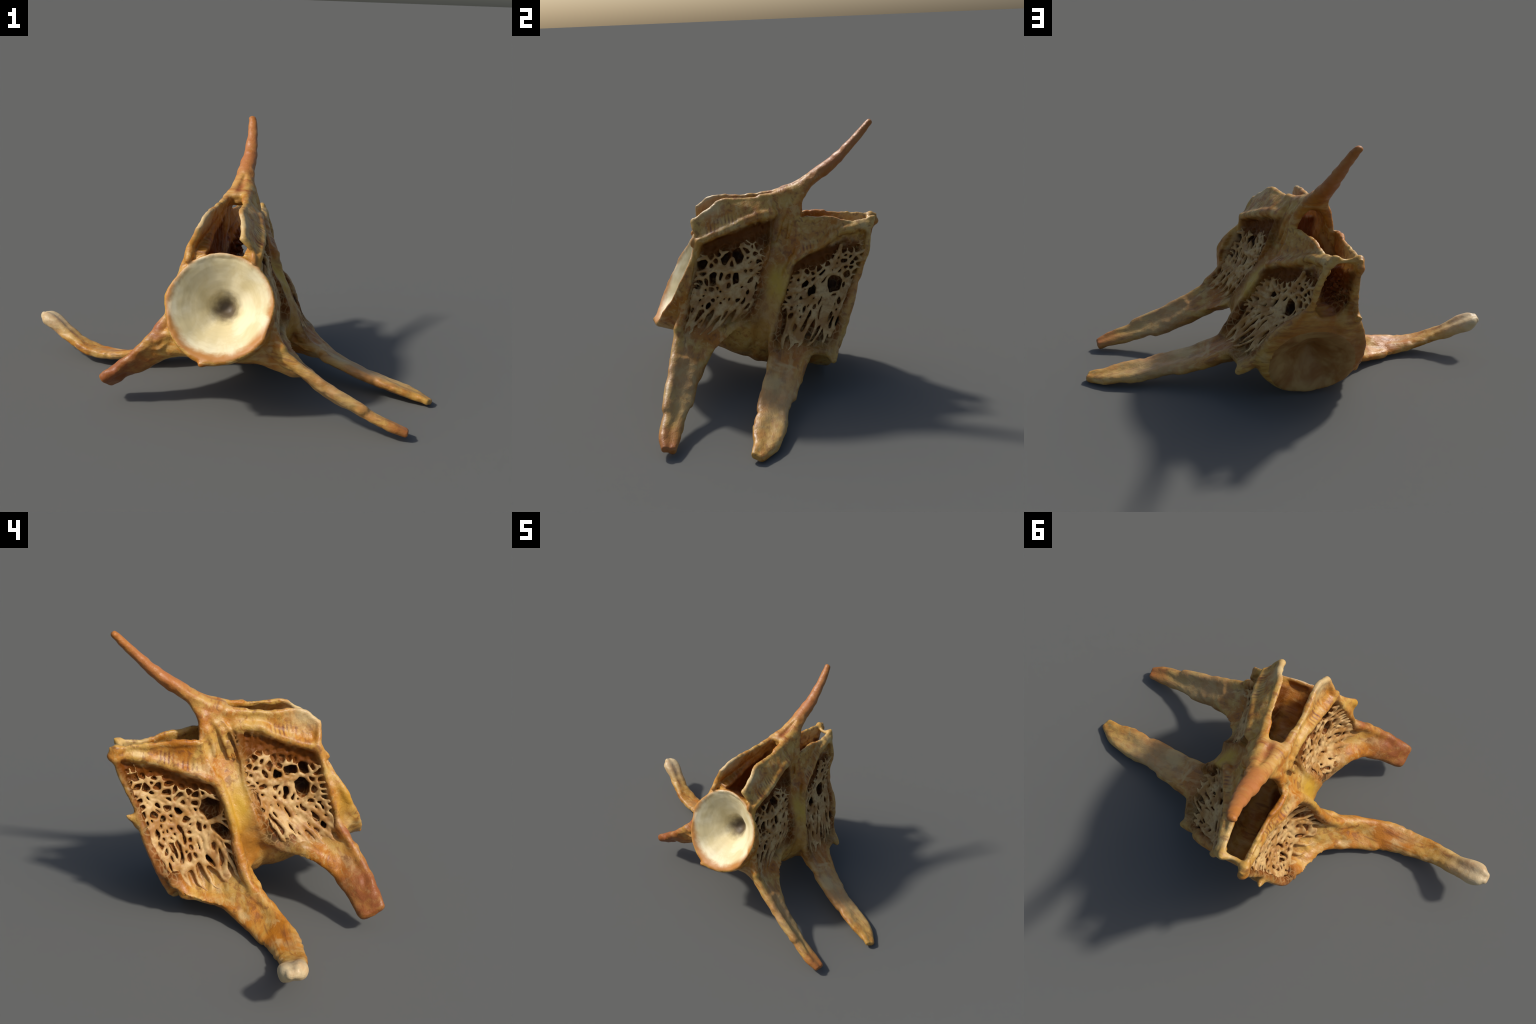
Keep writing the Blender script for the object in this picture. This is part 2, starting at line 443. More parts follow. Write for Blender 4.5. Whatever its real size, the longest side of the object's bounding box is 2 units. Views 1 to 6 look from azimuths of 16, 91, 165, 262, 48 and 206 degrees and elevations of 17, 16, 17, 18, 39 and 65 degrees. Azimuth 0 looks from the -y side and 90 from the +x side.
def build_body():
    F = Field(LO, HI, H)
    # centrum: a stout hourglass between the two cup rims, its end faces not quite parallel
    lo = np.minimum(FRONT_C, REAR_C) - 0.36
    hi = np.maximum(FRONT_C, REAR_C) + 0.36
    sl, x, y, z = F.block(lo, hi)
    ax = REAR_C - FRONT_C
    L = np.linalg.norm(ax)
    ax = ax / L
    px, py, pz = x - FRONT_C[0], y - FRONT_C[1], z - FRONT_C[2]
    l = px * ax[0] + py * ax[1] + pz * ax[2]
    t = np.clip(l / L, -0.3, 1.3)
    rx, ry, rz = px - l * ax[0], py - l * ax[1], pz - l * ax[2]
    rad = np.sqrt(rx ** 2 + ry ** 2 + rz ** 2) + 1e-6
    down = np.clip(-rz / rad, -1, 1)
    waist = np.exp(-((t - .5) / .22) ** 2)
    r = RIM * (1 - 0.08 * waist * (1 - smooth(.1, .8, down)) + 0.07 * np.exp(-((t - .5) / .30) ** 2) * smooth(0.35, .95, down)
              + 0.18 * np.exp(-((t - .55) / .25) ** 2) * smooth(.45, .95, (.8 * rx - .6 * rz) / rad)
              - 0.03 * np.exp(-((t - .58) / .16) ** 2) * smooth(.35, .95, (-.9 * rx - .43 * rz) / rad))
    r = r - 0.012 * np.exp(-((t - .5) / .03) ** 2)
    r = r - 0.024 * smooth(.3, .95, (.75 * rx + .66 * rz) / rad) * smooth(.55, .95, t)
    fp = px * FRONT_N[0] + py * FRONT_N[1] + pz * FRONT_N[2]
    rp = (x - REAR_C[0]) * REAR_N[0] + (y - REAR_C[1]) * REAR_N[1] + (z - REAR_C[2]) * REAR_N[2]
    side = rad - r
    cap = np.maximum(fp, rp) - 0.004
    q1, q2 = side + 0.02, cap + 0.02
    d = np.sqrt(np.maximum(q1, 0) ** 2 + np.maximum(q2, 0) ** 2) + np.minimum(np.maximum(q1, q2), 0) - 0.02
    F.add(sl, d, 0.0)

    # side walls
    sheets = {}
    info = {}
    def put_sheet(sh, depth_fn, inner, k, edge=0.010, carve=False, shell=0, wavy=0.0):
        lo, hi = sh.box(0.06)
        lo[0] -= 0.08
        hi[0] += 0.08
        sl, x, y, z = F.block(lo, hi)
        f, c, e, s, t = sh.raster(F.ax[1][sl[1]].astype(float), F.ax[2][sl[2]].astype(float))
        dep = depth_fn(s, t, e, F.ax[1][sl[1]].astype(float), F.ax[2][sl[2]].astype(float))
        if wavy:
            gy, gz = np.meshgrid(F.ax[1][sl[1]].astype(float), F.ax[2][sl[2]].astype(float), indexing="ij")
            e = e + wavy * (value_noise(gy, gz * .3, gz * 0, 30, 41) + .5 * value_noise(gy, gz * .3, gz * 0, 70, 42))
        n = (x - f[None]) * c[None] * sh.side
        ni = (x - f[None]) * np.maximum(c, .8)[None] * sh.side
        a = np.maximum(n + dep[None], -ni - inner)
        if shell:
            a = np.maximum(n + dep[None], -ni - dep[None] - shell)
        rr = edge
        q1, q2 = a + rr, (e[None] + rr)
        d = np.sqrt(np.maximum(q1, 0) ** 2 + np.maximum(q2, 0) ** 2) + np.minimum(np.maximum(q1, q2), 0) - rr
        if carve:      # nothing may stand out in front of a recess
            F.cut(sl, np.maximum(np.maximum(-(n + dep[None]), n - .10), e[None] + .004).astype(np.float32), .006)
        F.add(sl, d.astype(np.float32), k)

    for name, pts in PROCESS.items():
        blade(F, pts, 0.035, groove=0.22, n=8)
    for pts in KEEL:
        tube(F, pts, 0.05)
    for name, (side, rows) in WAIST.items():
        put_sheet(Sheet(rows, side), lambda s, t, e, Y, Z: 0 * s, 0.05, 0.045)

    webs = []
    for name, (side, rows) in WEB.items():
        sh = Sheet(rows, side)
        rng = np.random.default_rng({"front_right": 3, "rear_right": 5, "front_left": 11, "rear_left": 17}[name])
        seeds = spread_seeds(sh, BIG[name], rng)
        sheets[name] = (sh, seeds)

        def dep(s, t, e, Y, Z, seeds=seeds, name=name):
            return web_relief(name, seeds, s, t, e, Y, Z)[0]
        put_sheet(sh, dep, 0.085, 0.010, carve=True)
        webs.append((sh, dep))
    # neural canal: an open trough between the arch walls, sinking to the rear
    blade(F, [(.065, -.50, 1.0, 0, 0, 1, .16, .096), (.062, -.35, .94, 0, 0, 1, .165, .096), (.056, -.25, .862, 0, 0, 1, .17, .094), (.038, -.10, .785, 0, 0, 1, .205, .088),
              (.014, .07, .712, 0, 0, 1, .19, .076), (.002, .20, .69, 0, 0, 1, .225, .090), (-.018, .34, .675, 0, 0, 1, .235, .087), (-.018, .46, .628, 0, 0, 1, .190, .087), (-.025, .62, .60, 0, 0, 1, .16, .087)], .02, cut=True, power=2.6)
    for name, (side, rows) in WAIST.items():
        put_sheet(Sheet(rows, side), lambda s, t, e, Y, Z: 0 * s, 0.020, 0.01)
    for sh, dep in webs:        # the recess floors stay closed towards the canal
        put_sheet(sh, dep, 0.085, 0.006, shell=0.015)
    for name, (side, rows) in PLATE.items():
        sh = Sheet(rows, side)

        def dep(s, t, e, Y, Z, name=name):
            return comb(name, s, t, e, Y, Z)
        put_sheet(sh, dep, 0.017, 0.012, edge=0.007, wavy=.008)

    for name, (side, rows) in PLATE.items():
        C = catmull(rows[0], 4)
        tube(F, [(p[0] - side * .006, p[1], p[2] - .009 + .004 * math.sin(61 * p[1] + side), .009 + .003 * math.sin(47 * p[1] + 2)) for p in C[1:-1]], .012, n=1)
    # front edges of the arch plates run down to the cup rim
    tube(F, [(.150, -.318, .792, .010), (.172, -.312, .760, .013), (.192, -.305, .725, .015), (.200, -.330, .690, .016)], .014)
    tube(F, [(-.064, -.318, .800, .010), (-.080, -.316, .760, .013), (-.098, -.312, .715, .015), (-.092, -.350, .670, .016)], .014)
    # crests, fins and rear edges: rounded ridges that frame the recesses
    def ridge(pts, r, k=0.018):
        tube(F, [tuple(p) + (q,) for p, q in zip(pts, r)], k)
    for name, (side, rows) in WEB.items():
        R = V(rows)
        off = V([-side * 0.012, 0, 0])
        ridge(R[0] + off, [.016, .016, .017, .017, .018])
        ridge(R[:-1, 0] + off, [.018, .018, .018, .02, .022] if "rear" in name else [.014, .012, .012, .014, .018])
        if "rear" in name:
            ridge(R[:, -1] + V([-side * .006, -.012, 0]), [.012, .012, .014, .016, .016])

    # lower borders of the webs, running out along the processes
    for pts in ([(.24, -.02, .355, .018), (.28, -.105, .330, .018), (.315, -.21, .286, .018), (.40, -.270, .222, .016), (.52, -.320, .142, .012), (.64, -.338, .094, .008)],
                [(.33, .28, .190, .014), (.355, .215, .205, .016), (.372, .176, .188, .018), (.45, .144, .135, .014), (.58, .112, .086, .010)],
                [(-.150, -.10, .315, .012), (-.165, -.15, .300, .012), (-.195, -.235, .298, .013), (-.225, -.330, .255, .012), (-.30, -.402, .160, .009)],
                [(-.215, .27, .115, .012), (-.235, .18, .100, .016), (-.255, .110, .085, .018), (-.34, .036, .050, .014), (-.48, -.030, .034, .010)],
                [(.29, -.350, .43, .014), (.35, -.388, .334, .018), (.45, -.404, .262, .016), (.60, -.412, .190, .012), (.74, -.416, .126, .008)],
                [(.28, .065, .37, .014), (.34, .040, .248, .016), (.42, .024, .178, .015), (.56, -.004, .128, .012), (.70, -.028, .088, .008)],
                [(-.19, -.395, .385, .012), (-.235, -.440, .322, .013), (-.29, -.480, .246, .012), (-.37, -.518, .166, .010)],
                [(-.215, .052, .33, .014), (-.27, .006, .194, .016), (-.34, -.062, .122, .014), (-.44, -.118, .082, .011), (-.56, -.158, .062, .008)]):
        tube(F, pts, .025)
    # small spikes on the rear face
    tube(F, [(.25, .30, .22, .03), (.31, .305, .18, .025), (.343, .307, .155, .014)], .03)
    tube(F, [(-.10, .43, .40, .03), (-.138, .46, .43, .018), (-.150, .490, .450, .008)], .03)
    tube(F, [(-.18, .30, .18, .03), (-.212, .27, .14, .022), (-.218, .255, .118, .016)], .02)
    tube(F, [(.10, -.525, .29, .016), (.045, -.548, .278, .011)], .02)

    # bridge that joins the two rear posts
    tube(F, [(-.012, .525, .730, .016), (-.06, .510, .718, .011), (-.112, .53, .724, .016)], .02)

    # spine with two roots astride the canal
    blade(F, SPINE, 0.03, power=2.0, n=8)
    tube(F, [(.060, .0, .868, .011), (.046, .06, .868, .015), (.02, .14, .886, .020), (-.010, .23, .932, .018)], .02)
    tube(F, [(-.060, .0, .860, .011), (-.058, .06, .864, .015), (-.042, .14, .886, .020), (-.016, .23, .932, .018)], .02)
    tube(F, [(.078, .152, .765, .016), (.052, .17, .845, .020), (.0, .21, .915, .022)], .02)
    tube(F, [(-.088, .165, .79, .016), (-.062, .18, .855, .020), (-.02, .21, .915, .022)], .02)
    for u in (.0, .17, .42, .58, .86, 1.0):      # ribs that fan from the arch walls up into the spine
        q, w = RNG.uniform(-.012, .012), RNG.uniform(.0035, .007)
        tube(F, [(.128 - .012 * u, .01 + .11 * u + q, .66 + .03 * u, .003), (.094 - .01 * u, .06 + .09 * u + q, .79, w), (.042 - .006 * u, .13 + .07 * u, .880 + .012 * u, w), (-.002, .25 + .03 * u, .94 + .03 * u, .003)], .012)
        tube(F, [(-.098, .01 + .12 * u + q, .66 + .03 * u, .003), (-.091, .06 + .10 * u + q, .79, w), (-.066 + .004 * u, .13 + .07 * u, .862 + .012 * u, w), (-.044, .25 + .03 * u, .94 + .03 * u, .003)], .012)
    tube(F, [(-.008, .10, .915, .018), (-.014, .16, .930, .013), (-.016, .21, .958, .006)], .01, cut=True)

    # thick, slightly angular lip around the front cup
    ex = np.cross(FRONT_N, [0, 0, 1])
    ex /= np.linalg.norm(ex)
    ey = np.cross(ex, FRONT_N)
    lip = []
    for a in np.linspace(0, 2 * math.pi, 49):
        r = RIM - .017 + .007 * math.sin(5 * a + 1) + .006 * math.sin(9 * a) + .003 * math.sin(14 * a + 2)
        p = FRONT_C + r * (math.cos(a) * ex + math.sin(a) * ey) - (.010 + .004 * math.sin(3 * a)) * FRONT_N
        lip.append((*p, .014 + .003 * math.sin(7 * a)))
    tube(F, lip, .012, n=1)
    # cups: shallow cones with a narrow pit at the bottom, inside a broad lip
    for C, N, radius, prof in CUPS.values():
        sl, x, y, z = F.block(C - 0.34, C + 0.34)
        d0 = -((x - C[0]) * N[0] + (y - C[1]) * N[1] + (z - C[2]) * N[2])
        q = np.clip(d0, -.05, .2)
        lift = .10 * np.clip(q, 0, .2) * (N[1] < 0)
        rx, ry, rz = x - C[0] + d0 * N[0], y - C[1] + d0 * N[1], z - C[2] + d0 * N[2] - lift
        ang = np.arctan2(rz, rx)
        rad = np.sqrt(rx ** 2 + ry ** 2 + rz ** 2) / (1 + .022 * np.sin(3 * ang + 1) + .018 * np.sin(5 * ang) + .008 * np.sin(9 * ang + 2))
        pr = np.interp(q, [-.05] + [p[0] for p in prof], [radius * 1.25] + [radius * p[1] for p in prof])
        d = (rad - pr) * 0.6
        F.cut(sl, np.maximum(d, -(d0 + 0.04)).astype(np.float32), 0.010)

    # scan-like unevenness of the bone surface
    band = np.where(np.abs(F.f) < 0.03)
    p = [F.ax[i][band[i]] for i in range(3)]
    rim = np.linalg.norm(V(p).T - FRONT_C, axis=1) > 0.22
    n = 0.0022 * value_noise(*p, 13, 1) + 0.0016 * value_noise(*p, 40, 2) + 0.0026 * value_noise(p[0] * .22, p[1], p[2], 38, 3)
    F.f[band] += (n * np.where(rim, 1, .25)).astype(np.float32)
    return F, sheets


def surface_nets(F):
    f, h = F.f, F.h
    org = V([a[0] for a in F.ax], dtype=float)
    s = f < 0
    any_ = np.zeros(tuple(n - 1 for n in s.shape), bool)
    all_ = np.ones_like(any_)
    nx, ny, nz = any_.shape
    corners = [(i, j, k) for i in (0, 1) for j in (0, 1) for k in (0, 1)]
    for i, j, k in corners:
        c = s[i:nx + i, j:ny + j, k:nz + k]
        any_ |= c
        all_ &= c
    ci, cj, ck = np.where(any_ & ~all_)
    vid = np.full(any_.shape, -1, np.int32)
    vid[ci, cj, ck] = np.arange(len(ci))
    val = {c: f[ci + c[0], cj + c[1], ck + c[2]].astype(float) for c in corners}
    acc = np.zeros((len(ci), 3))
    cnt = np.zeros(len(ci))
    for a in corners:
        for axis in range(3):
            if a[axis]:
                continue
            b = list(a)
            b[axis] = 1
            va, vb = val[a], val[tuple(b)]
            cr = (va < 0) != (vb < 0)
            t = np.where(cr, va / np.where(va == vb, 1, va - vb), 0)
            p = np.zeros((len(ci), 3)) + a
            p[:, axis] = t
            acc[cr] += p[cr]
            cnt[cr] += 1
    verts = org + h * (np.stack([ci, cj, ck], 1) + acc / cnt[:, None])
    quads = []
    for axis in range(3):
        u, v = (axis + 1) % 3, (axis + 2) % 3
        a = [slice(1, -1)] * 3
        b = [slice(1, -1)] * 3
        a[axis], b[axis] = slice(0, -1), slice(1, None)
        A, B = s[tuple(a)], s[tuple(b)]
        for flip, m in ((False, A & ~B), (True, ~A & B)):
            idx = np.array(np.where(m)).T
            base = idx.copy()
            base[:, u] += 1
            base[:, v] += 1
            q = []
            for du, dv in ((-1, -1), (0, -1), (0, 0), (-1, 0)):
                c = base.copy()
                c[:, u] += du
                c[:, v] += dv
                q.append(vid[c[:, 0], c[:, 1], c[:, 2]])
            q = np.stack(q, 1)
            quads.append(q[:, ::-1] if flip else q)
    return verts, np.vstack(quads)


def relax(verts, quads, n, lam=0.5):
    e = np.vstack([quads[:, [0, 1]], quads[:, [1, 2]], quads[:, [2, 3]], quads[:, [3, 0]]])
    e = np.vstack([e, e[:, ::-1]])
    cnt = np.maximum(np.bincount(e[:, 0], minlength=len(verts)), 1)[:, None]
    for i in range(n):
        m = np.stack([np.bincount(e[:, 0], verts[e[:, 1], a], len(verts)) for a in range(3)], 1) / cnt
        verts = verts + (lam if i % 2 == 0 else -lam * 1.04) * (m - verts)
    return verts


def keep_big(verts, quads, least=400):
    """Drop loose crumbs of the field."""
    lab = np.arange(len(verts))
    while True:
        m = lab[quads].min(1)
        new = lab.copy()
        for c in range(4):
            np.minimum.at(new, quads[:, c], m)
        new = new[new]
        if (new == lab).all():
            break
        lab = new
    count = np.bincount(lab, minlength=len(verts))
    good = count[lab[quads[:, 0]]] >= least
    return quads[good]


def vertex_normals(verts, quads):
    n = np.cross(verts[quads[:, 2]] - verts[quads[:, 0]], verts[quads[:, 3]] - verts[quads[:, 1]])
    out = np.stack([sum(np.bincount(quads[:, c], n[:, a], len(verts)) for c in range(4)) for a in range(3)], 1)
    return out / (np.linalg.norm(out, axis=1, keepdims=True) + 1e-12)


def mesh_object(name, verts, quads, normals, mat, parent):
    used, inv = np.unique(quads, return_inverse=True)
    inv = inv.reshape(quads.shape)
    me = bpy.data.meshes.new(name)
    me.from_pydata(verts[used].tolist(), [], inv.tolist())
    me.polygons.foreach_set("use_smooth", np.ones(len(quads), bool))
    me.update()
    me.normals_split_custom_set_from_vertices(normals[used].tolist())
    me.materials.append(mat)
    ob = bpy.data.objects.new(name, me)
    bpy.context.scene.collection.objects.link(ob)
    ob.parent = parent
    return ob


# ------------------------------------------------------------------ materials
class Nodes:
    def __init__(self, name):
        self.m = bpy.data.materials.new(name)
        self.m.use_nodes = True
        self.t = self.m.node_tree
        self.b = self.t.nodes["Principled BSDF"]
        self.pos = self.n("ShaderNodeTexCoord").outputs["Object"]

    def n(self, kind, **kw):
        nd = self.t.nodes.new(kind)
        for k, v in kw.items():
            setattr(nd, k, v)
        return nd

    def l(self, a, b):
        self.t.links.new(a, b)

    def put(self, sock, v):
        if hasattr(v, "is_output"):
            self.l(v, sock)
        else:
            sock.default_value = v

    def math(self, op, a, b=0.0, clamp=False):
        nd = self.n("ShaderNodeMath", operation=op, use_clamp=clamp)
        self.put(nd.inputs[0], a)
        self.put(nd.inputs[1], b)
        return nd.outputs[0]

    def mix(self, fac, a, b):
        nd = self.n("ShaderNodeMix", data_type="RGBA")
        self.put(nd.inputs[0], fac)
        self.put(nd.inputs[6], a if hasattr(a, "is_output") else (*a, 1))
        self.put(nd.inputs[7], b if hasattr(b, "is_output") else (*b, 1))
        return nd.outputs[2]

    def map(self, v, a, b, lo=0.0, hi=1.0):
        nd = self.n("ShaderNodeMapRange", interpolation_type="SMOOTHSTEP")
        self.put(nd.inputs[0], v)
        for i, q in enumerate((a, b, lo, hi)):
            nd.inputs[i + 1].default_value = q
        return nd.outputs[0]

    def mapping(self, loc=(0, 0, 0), rot=(0, 0, 0), scale=(1, 1, 1), kind="POINT"):
        nd = self.n("ShaderNodeMapping", vector_type=kind)
        self.l(self.pos, nd.inputs[0])
        nd.inputs[1].default_value = loc
        nd.inputs[2].default_value = rot
        nd.inputs[3].default_value = scale
        return nd.outputs[0]

    def noise(self, scale, detail=4, rough=.55, dist=0.0, vec=None):
        nd = self.n("ShaderNodeTexNoise")
        self.l(vec or self.pos, nd.inputs["Vector"])
        nd.inputs["Scale"].default_value = scale
        nd.inputs["Detail"].default_value = detail
        nd.inputs["Roughness"].default_value = rough
        nd.inputs["Distortion"].default_value = dist
        return nd.outputs[0]

    def voronoi(self, scale, feature="DISTANCE_TO_EDGE", vec=None):
        nd = self.n("ShaderNodeTexVoronoi", feature=feature)
        self.l(vec or self.pos, nd.inputs["Vector"])
        nd.inputs["Scale"].default_value = scale
        return nd.outputs[0]

    def spot(self, centre, radii, rot=(0, 0, 0), soft=(1.0, .55)):
        """Soft ellipsoid mask around a place on the bone."""
        v = self.mapping(centre, rot, radii, "TEXTURE")
        ln = self.n("ShaderNodeVectorMath", operation="LENGTH")
        self.l(v, ln.inputs[0])
        return self.map(ln.outputs["Value"], soft[0], soft[1])

    def bump(self, height, strength, dist):
        nd = self.n("ShaderNodeBump")
        self.l(height, nd.inputs["Height"])
        nd.inputs["Strength"].default_value = strength
        nd.inputs["Distance"].default_value = dist
        self.l(nd.outputs[0], self.b.inputs["Normal"])

    def done(self, col, rough=0.6, spec=.35):
        self.l(col, self.b.inputs["Base Color"])
        self.put(self.b.inputs["Roughness"], rough)
        self.b.inputs["Specular IOR Level"].default_value = spec
        return self.m


IVORY, CREAM = (.57, .325, .07), (.72, .64, .44)
OCHRE, YELLOW = (.47, .165, .012), (.56, .33, .03)
RUST, BROWN = (.36, .115, .02), (.20, .065, .018)
CREST_BROWN, DARK = (.15, .043, .005), (.016, .006, .004)


def bone_material():
    k = Nodes("aged_bone")
    big = k.noise(5, 5, .6, .6)
    fine = k.noise(26, 5, .65, .3)
    fib = k.noise(9, 5, .6, .4, k.mapping(scale=(.9, 4, 4)))
    col = k.mix(k.map(big, .40, .62), IVORY, OCHRE)
    col = k.mix(k.math("MULTIPLY", k.map(fib, .50, .68), .7), col, RUST)
    col = k.mix(k.math("MULTIPLY", k.map(k.noise(8, 3, .5, .8), .54, .70), .5), col, (.70, .52, .24))
    streak = k.noise(4.5, 4, .6, .5, k.mapping(scale=(1.0, 7, 7)))
    col = k.mix(k.math("MULTIPLY", k.map(streak, .54, .68), .6), col, BROWN)
    col = k.mix(k.math("MULTIPLY", k.map(streak, .46, .36), .45), col, (.64, .43, .16))
    warp = k.math("MULTIPLY_ADD", fine, .8)
    k.t.nodes[-1].inputs[2].default_value = -.4

    def stain(colour, amount, centre, radii, rot=(0, 0, 0), soft=(1.15, .1)):
        nonlocal col
        m = k.spot(centre, radii, rot, soft)
        m = k.math("MULTIPLY", k.math("ADD", m, k.math("MULTIPLY", k.math("MULTIPLY", warp, 2.2), m), True), amount)
        col = k.mix(m, col, colour)
    # orange spine, rusty broken process, pale process tip, yellow waist
    stain((.44, .15, .038), .95, (-.04, .40, 1.06), (.18, .36, .28))
    stain((.29, .085, .018), 1.0, (-.38, -.50, .15), (.26, .20, .24))
    stain((.66, .52, .30), .9, (-1.0, -.06, .18), (.26, .16, .16))
    stain(YELLOW, .95, (.22, .06, .47), (.10, .075, .17))
    stain(YELLOW, .95, (-.16, .025, .46), (.10, .075, .17))
    stain((.40, .17, .02), .9, (.22, .0, .33), (.2, .12, .16))
    stain((.40, .17, .02), .9, (-.17, -.02, .30), (.12, .12, .16))
    for c, r in (((.60, -.37, .15), (.36, .12, .2)), ((.66, .05, .1), (.36, .14, .16))):
        stain((.50, .35, .16), .65, c, r)
    stain((.30, .07, .018), .9, (-.21, -.44, .40), (.07, .06, .11))
    stain((.46, .17, .03), .9, (.20, -.345, .70), (.07, .06, .07))
    stain((.30, .075, .016), .9, (-.012, .13, .90), (.035, .09, .05))
    stain((.38, .12, .022), .9, (-.22, .38, .26), (.10, .14, .22))
    stain((.66, .50, .25), .8, (.12, -.28, .84), (.06, .12, .09))
    stain((.66, .50, .25), .8, (-.05, -.28, .85), (.06, .12, .09))
    stain((.56, .28, .025), .9, (.29, -.32, .67), (.09, .09, .10))
    stain((.56, .28, .025), .9, (-.18, -.43, .52), (.07, .07, .14))
    stain((.40, .12, .03), .75, (.92, -.40, .05), (.12, .1, .1))
    # belly and rear face
    stain((.42, .17, .035), .8, (.03, .42, .22), (.30, .10, .32))
    stain((.34, .13, .03), .75, (.04, -.05, .15), (.26, .40, .14))
    # canal walls
    stain((.25, .075, .022), .9, (.03, -.16, .72), (.10, .22, .14))
    stain((.25, .075, .022), .9, (-.03, .30, .60), (.07, .26, .13))
    # red marrow in the side recesses: four soft-edged quadrilaterals seen from the side
    wn = k.n("ShaderNodeTexNoise")
    k.l(k.pos, wn.inputs["Vector"])
    wn.inputs["Scale"].default_value = 14
    wv = k.n("ShaderNodeVectorMath", operation="MULTIPLY_ADD")
    k.l(wn.outputs["Color"], wv.inputs[0])
    wv.inputs[1].default_value = (.04,) * 3
    wv.inputs[2].default_value = (-.02,) * 3
    wp = k.n("ShaderNodeVectorMath", operation="ADD")
    k.l(k.pos, wp.inputs[0])
    k.l(wv.outputs[0], wp.inputs[1])
    warped = wp.outputs[0]
    vor = k.voronoi(31, vec=warped)
    strand = k.map(vor, .12, .015)
    pore = k.noise(14, 3, .6, .5)
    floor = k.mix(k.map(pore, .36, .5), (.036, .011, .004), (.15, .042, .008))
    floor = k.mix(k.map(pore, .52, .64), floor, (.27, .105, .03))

    def plane(n, c, lo, hi):
        d = k.n("ShaderNodeVectorMath", operation="DOT_PRODUCT")
        k.l(warped, d.inputs[0])
        d.inputs[1].default_value = n
        return k.map(d.outputs["Value"], c + lo, c + hi)

    def border(p, q, inside, lo, hi):
        n = V([0, q[2] - p[2], p[1] - q[1]])
        n /= np.linalg.norm(n)
        if n @ (inside - p) < 0:
            n = -n
        return plane(tuple(n), float(n @ p), lo, hi)

    def product(*m):
        out = m[0]
        for q in m[1:]:
            out = k.math("MULTIPLY", out, q)
        return out
    stained = None
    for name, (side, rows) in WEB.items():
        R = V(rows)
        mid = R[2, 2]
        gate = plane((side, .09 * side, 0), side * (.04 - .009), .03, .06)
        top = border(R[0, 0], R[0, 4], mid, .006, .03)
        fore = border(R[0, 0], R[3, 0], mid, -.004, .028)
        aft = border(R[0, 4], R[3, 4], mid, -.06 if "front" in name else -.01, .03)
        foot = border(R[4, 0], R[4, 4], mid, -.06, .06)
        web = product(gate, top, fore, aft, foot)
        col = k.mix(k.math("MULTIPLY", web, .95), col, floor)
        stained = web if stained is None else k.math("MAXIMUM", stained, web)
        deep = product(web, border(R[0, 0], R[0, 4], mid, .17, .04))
        col = k.mix(k.math("MULTIPLY", deep, .85), col, CREST_BROWN)
        lines = product(web, strand, k.math("SUBTRACT", 1.0, deep))
        col = k.mix(k.math("MULTIPLY", lines, .35), col, (.58, .38, .16))
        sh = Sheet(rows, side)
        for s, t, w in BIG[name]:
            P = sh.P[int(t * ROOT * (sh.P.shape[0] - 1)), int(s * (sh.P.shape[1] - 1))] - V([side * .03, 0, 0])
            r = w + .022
            col = k.mix(k.math("MULTIPLY", k.spot(tuple(P), (.05, r, r), soft=(1.0, .6)), .85), col, DARK)  # near-black painted into the large holes to deepen their shadow
        # dark grooves between the bars of the comb above the crest
        fy, fz, ph = COMB[name]
        sp = k.n("ShaderNodeSeparateXYZ")
        k.l(k.pos, sp.inputs[0])
        yy, zz = sp.outputs[1], sp.outputs[2]
        wobble = k.math("MULTIPLY", k.math("SINE", k.math("ADD", k.math("MULTIPLY", yy, 24), k.math("MULTIPLY", zz, 5))), 1.8)
        arg = k.math("ADD", k.math("MULTIPLY", k.math("ADD", k.math("MULTIPLY", yy, fy), k.math("MULTIPLY", zz, fz)), 6.2832), ph)
        bars = k.math("MULTIPLY", k.map(k.math("SINE", k.math("ADD", arg, wobble)), -.2, .7), k.map(pore, .40, .58))
        up = R[0, 2] + V([0, 0, .2])
        cm = product(gate, border(R[0, 0], R[0, 4], up, .012, .022), border(R[0, 0], R[0, 4], up, .085, .035),
                     border(R[0, 0], R[3, 0], mid, .0, .03), border(R[0, 4] - V([0, .13, 0]), R[3, 4] - V([0, .13, 0]), R[2, 0], -.04, .08), bars)
        col = k.mix(k.math("MULTIPLY", cm, .7), col, (.17, .045, .02))
    k.l(k.map(stained, .2, .9, .45, .08), k.b.inputs["Specular IOR Level"])
    k.bump(k.math("ADD", fine, k.math("MULTIPLY", fib, .8)), .35, .01)
    return k.done(col, k.map(fine, .3, .7, .36, .55), .42)


